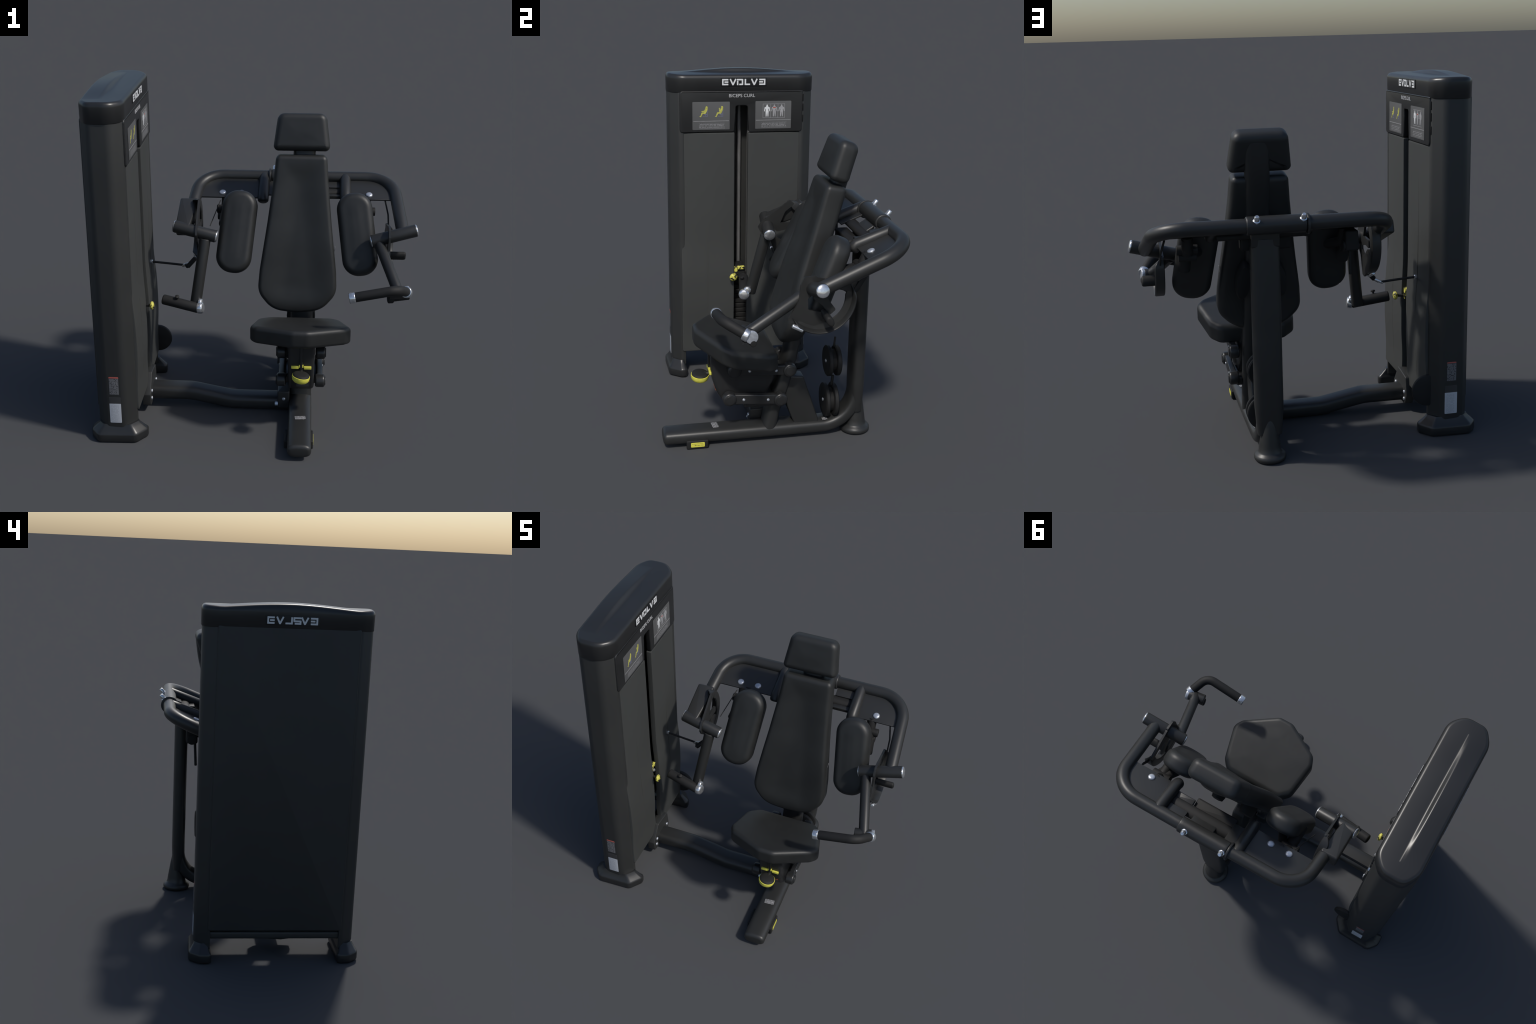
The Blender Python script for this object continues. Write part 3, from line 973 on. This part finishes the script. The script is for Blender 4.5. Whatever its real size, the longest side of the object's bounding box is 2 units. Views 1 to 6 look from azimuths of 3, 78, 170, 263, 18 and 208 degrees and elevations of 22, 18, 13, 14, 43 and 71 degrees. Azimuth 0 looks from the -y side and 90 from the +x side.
def lever(kind_out, piv_in, piv_out, piv_r, lever_path, lever_r, cam_x, turn):
    tube = build("pivot_tube", [rod(piv_in, piv_out, piv_r, 0.006, 28)], PAINT, None, 50)
    d = (V(piv_out) - V(piv_in)).normalized()
    for at, dr in ((piv_in, -d), (piv_out, d)):
        build("end_cap", [lathe([(piv_r * 0.93, -0.002), (piv_r * 0.93, 0.002), (piv_r * 0.8, 0.006), (piv_r * 0.3, 0.009)], axis_frame(at, V(at) + dr), 28)], CHROME, tube, 60)
    parts, W = cam_parts(cam_x, turn, kind_out)
    build("cam", parts, PAINT, tube, 40)
    build("cam_grip", [sweep([W(0.148, 0.942, -0.01), W(0.150, 0.940, 0.050), W(0.150, 0.940, 0.112)], 0.030, 0.019, ref=W(0.19, 0.88, 0) - W(0.15, 0.955, 0), seg=20, round_a=0.008, round_b=0.012)], RUBBER, tube, 50) if kind_out > 0 else None
    build("cam_stop", [rod(W(-0.026, 0.898, 0.022), W(0.030, 0.872, 0.034), 0.012, 0.006, 14)], CHROME, tube)
    build("lever", [sweep(lever_path, lever_r, seg=24)], PAINT, tube, 50)
    return tube, W


RT, RW = lever(1, (0.662, 0.078, 1.054), (0.922, 0.091, 1.124), 0.037, [(0.706, 0.072, 1.048), (0.802, -0.262, 0.876)], 0.0305, 0.763, 0.0)
LT, LW = lever(-1, (-0.250, 0.070, 1.067), (-0.500, 0.090, 1.120), 0.037, [(-0.315, 0.062, 1.055), (-0.371, -0.022, 0.665)], 0.0335, -0.364, math.radians(51))

# right grip: bent tube clamped to the lever end
rg = fillet_path([(0.535, -0.374, 0.890), (0.785, -0.378, 0.945), (0.848, -0.262, 0.884)], 0.07, 6)
build("grip", [sweep(rg, 0.0275, seg=24)], RUBBER, RT, 60)
dg = (V((0.535, -0.374, 0.890)) - V((0.785, -0.378, 0.945))).normalized()
build("grip_end", [rod(V((0.557, -0.3743, 0.8948)), V((0.557, -0.3743, 0.8948)) + dg * 0.036, 0.0305, 0.006)], CHROME, RT)
build("lever_hub", [rod((0.745, -0.262, 0.872), (0.846, -0.246, 0.878), 0.034, 0.005)], PAINT, RT)
build("hub_cap", [rod((0.842, -0.247, 0.8775), (0.862, -0.244, 0.8785), 0.0335, 0.004)], BOLT, RT)
build("grip_clamp", [rod((0.838, -0.283, 0.894), (0.850, -0.258, 0.881), 0.0325, 0.005)], CHROME, RT)
build("lock_knob", [rod((0.742, -0.262, 0.838), (0.776, -0.257, 0.839), 0.024, 0.008), rod((0.77, -0.257, 0.840), (0.864, -0.236, 0.845), 0.017, 0.004)], RUBBER, RT)

# left grip
build("grip", [rod((-0.566, -0.030, 0.700), (-0.345, -0.066, 0.662), 0.0305, 0.010)], RUBBER, LT)
build("hub_cap", [sweep([(-0.352, -0.064, 0.664), (-0.318, -0.072, 0.668)], 0.034, seg=20, round_a=0.006, round_b=0.016)], CHROME, LT)
build("hub_cap", [sweep([(-0.349, -0.045, 0.690), (-0.325, -0.050, 0.692)], 0.024, seg=18, round_a=0.006, round_b=0.012)], CHROME, LT)
build("lock_knob", [lathe([(0.006, 0), (0.006, 0.016), (0.013, 0.018), (0.013, 0.026), (0.006, 0.03)], axis_frame((-0.478, -0.048, 0.708), (-0.474, -0.06, 0.74)), 14)], RUBBER, LT)

# box bracket that carries the left pivot off the arm frame
bk = frame((-0.450, 0.10, 1.104), (1, 0, 0), (0, 1, 0.40))
build("pivot_bracket", [slab(round_poly([(-0.040, -0.03), (0.045, -0.03), (0.062, 0.10), (0.070, 0.235), (-0.038, 0.235)], 0.012, 4), 0.078, 0.012, bk @ Matrix.Translation((0, 0, -0.036)))], PAINT, arms)

# ----------------------------------------------------------------------------
# pulleys and cables
# ----------------------------------------------------------------------------
def pulley(c, r, gap):
    c = V(c)
    parts = []
    for s in (-1, 1):
        M = frame(c + V((0, s * gap, 0)), (1, 0, 0), (0, 0, 1))
        parts.append(lathe([(0.012, -0.011), (r * 0.55, -0.011), (r * 0.93, -0.013), (r, -0.008), (r, 0.008), (r * 0.93, 0.013), (r * 0.55, 0.011), (0.012, 0.011)], M, 40))
    M = frame(c, (1, 0, 0), (0, 0, 1))
    parts.append(lathe([(r * 0.72, -gap), (r * 0.72, gap)], M, 32))
    ob = build("pulley", parts, RUBBER, base, 40)
    bolt_head("pulley_bolt", c + V((0, -gap - 0.011, 0)), (0, -1, 0), 0.010, 0.006, BOLT, base)
    return ob


pulley((0.258, 0.344, 0.452), 0.090, 0.025)
pulley((0.258, 0.334, 0.208), 0.098, 0.025)
build("pulley_hanger", [rod((0.262, 0.345, 0.30), (0.262, 0.35, 0.36), 0.008), rod((0.262, 0.35, 0.54), (0.262, 0.356, 0.60), 0.006), box(0.245, 0.28, 0.32, 0.36, 0.095, 0.13, 0.004)], RUBBER, base)
build("cable", [sweep(catmull([(-0.664, 0.172, 0.858), (-0.55, 0.168, 0.850), (-0.458, 0.166, 0.842)], 5), 0.007, seg=12)], RUBBER, conn)
build("cable_end", [rod((-0.470, 0.165, 0.836), (-0.425, 0.155, 0.858), 0.009), lathe([(0.013, 0), (0.013, 0.01), (0.008, 0.014)], axis_frame((-0.665, 0.172, 0.858), (-0.64, 0.172, 0.858)), 14)], CHROME, conn)
build("cable_link", [rod((-0.385, 0.140, 0.900), (-0.432, 0.120, 0.850), 0.014), rod((-0.432, 0.120, 0.850), (-0.446, 0.160, 0.846), 0.010)], RUBBER, conn)
build("belt", [sweep([RW(0.297, 1.060, 0.015), (0.775, 0.345, 1.13), (0.755, 0.395, 1.21)], 0.005, 0.012, ref=(1, 0, 0), seg=10)], RUBBER, RT)
build("belt", [sweep([(-0.250, 0.37, 1.195), (-0.300, 0.20, 1.085)], 0.003, 0.003, seg=8)], RUBBER, LT)
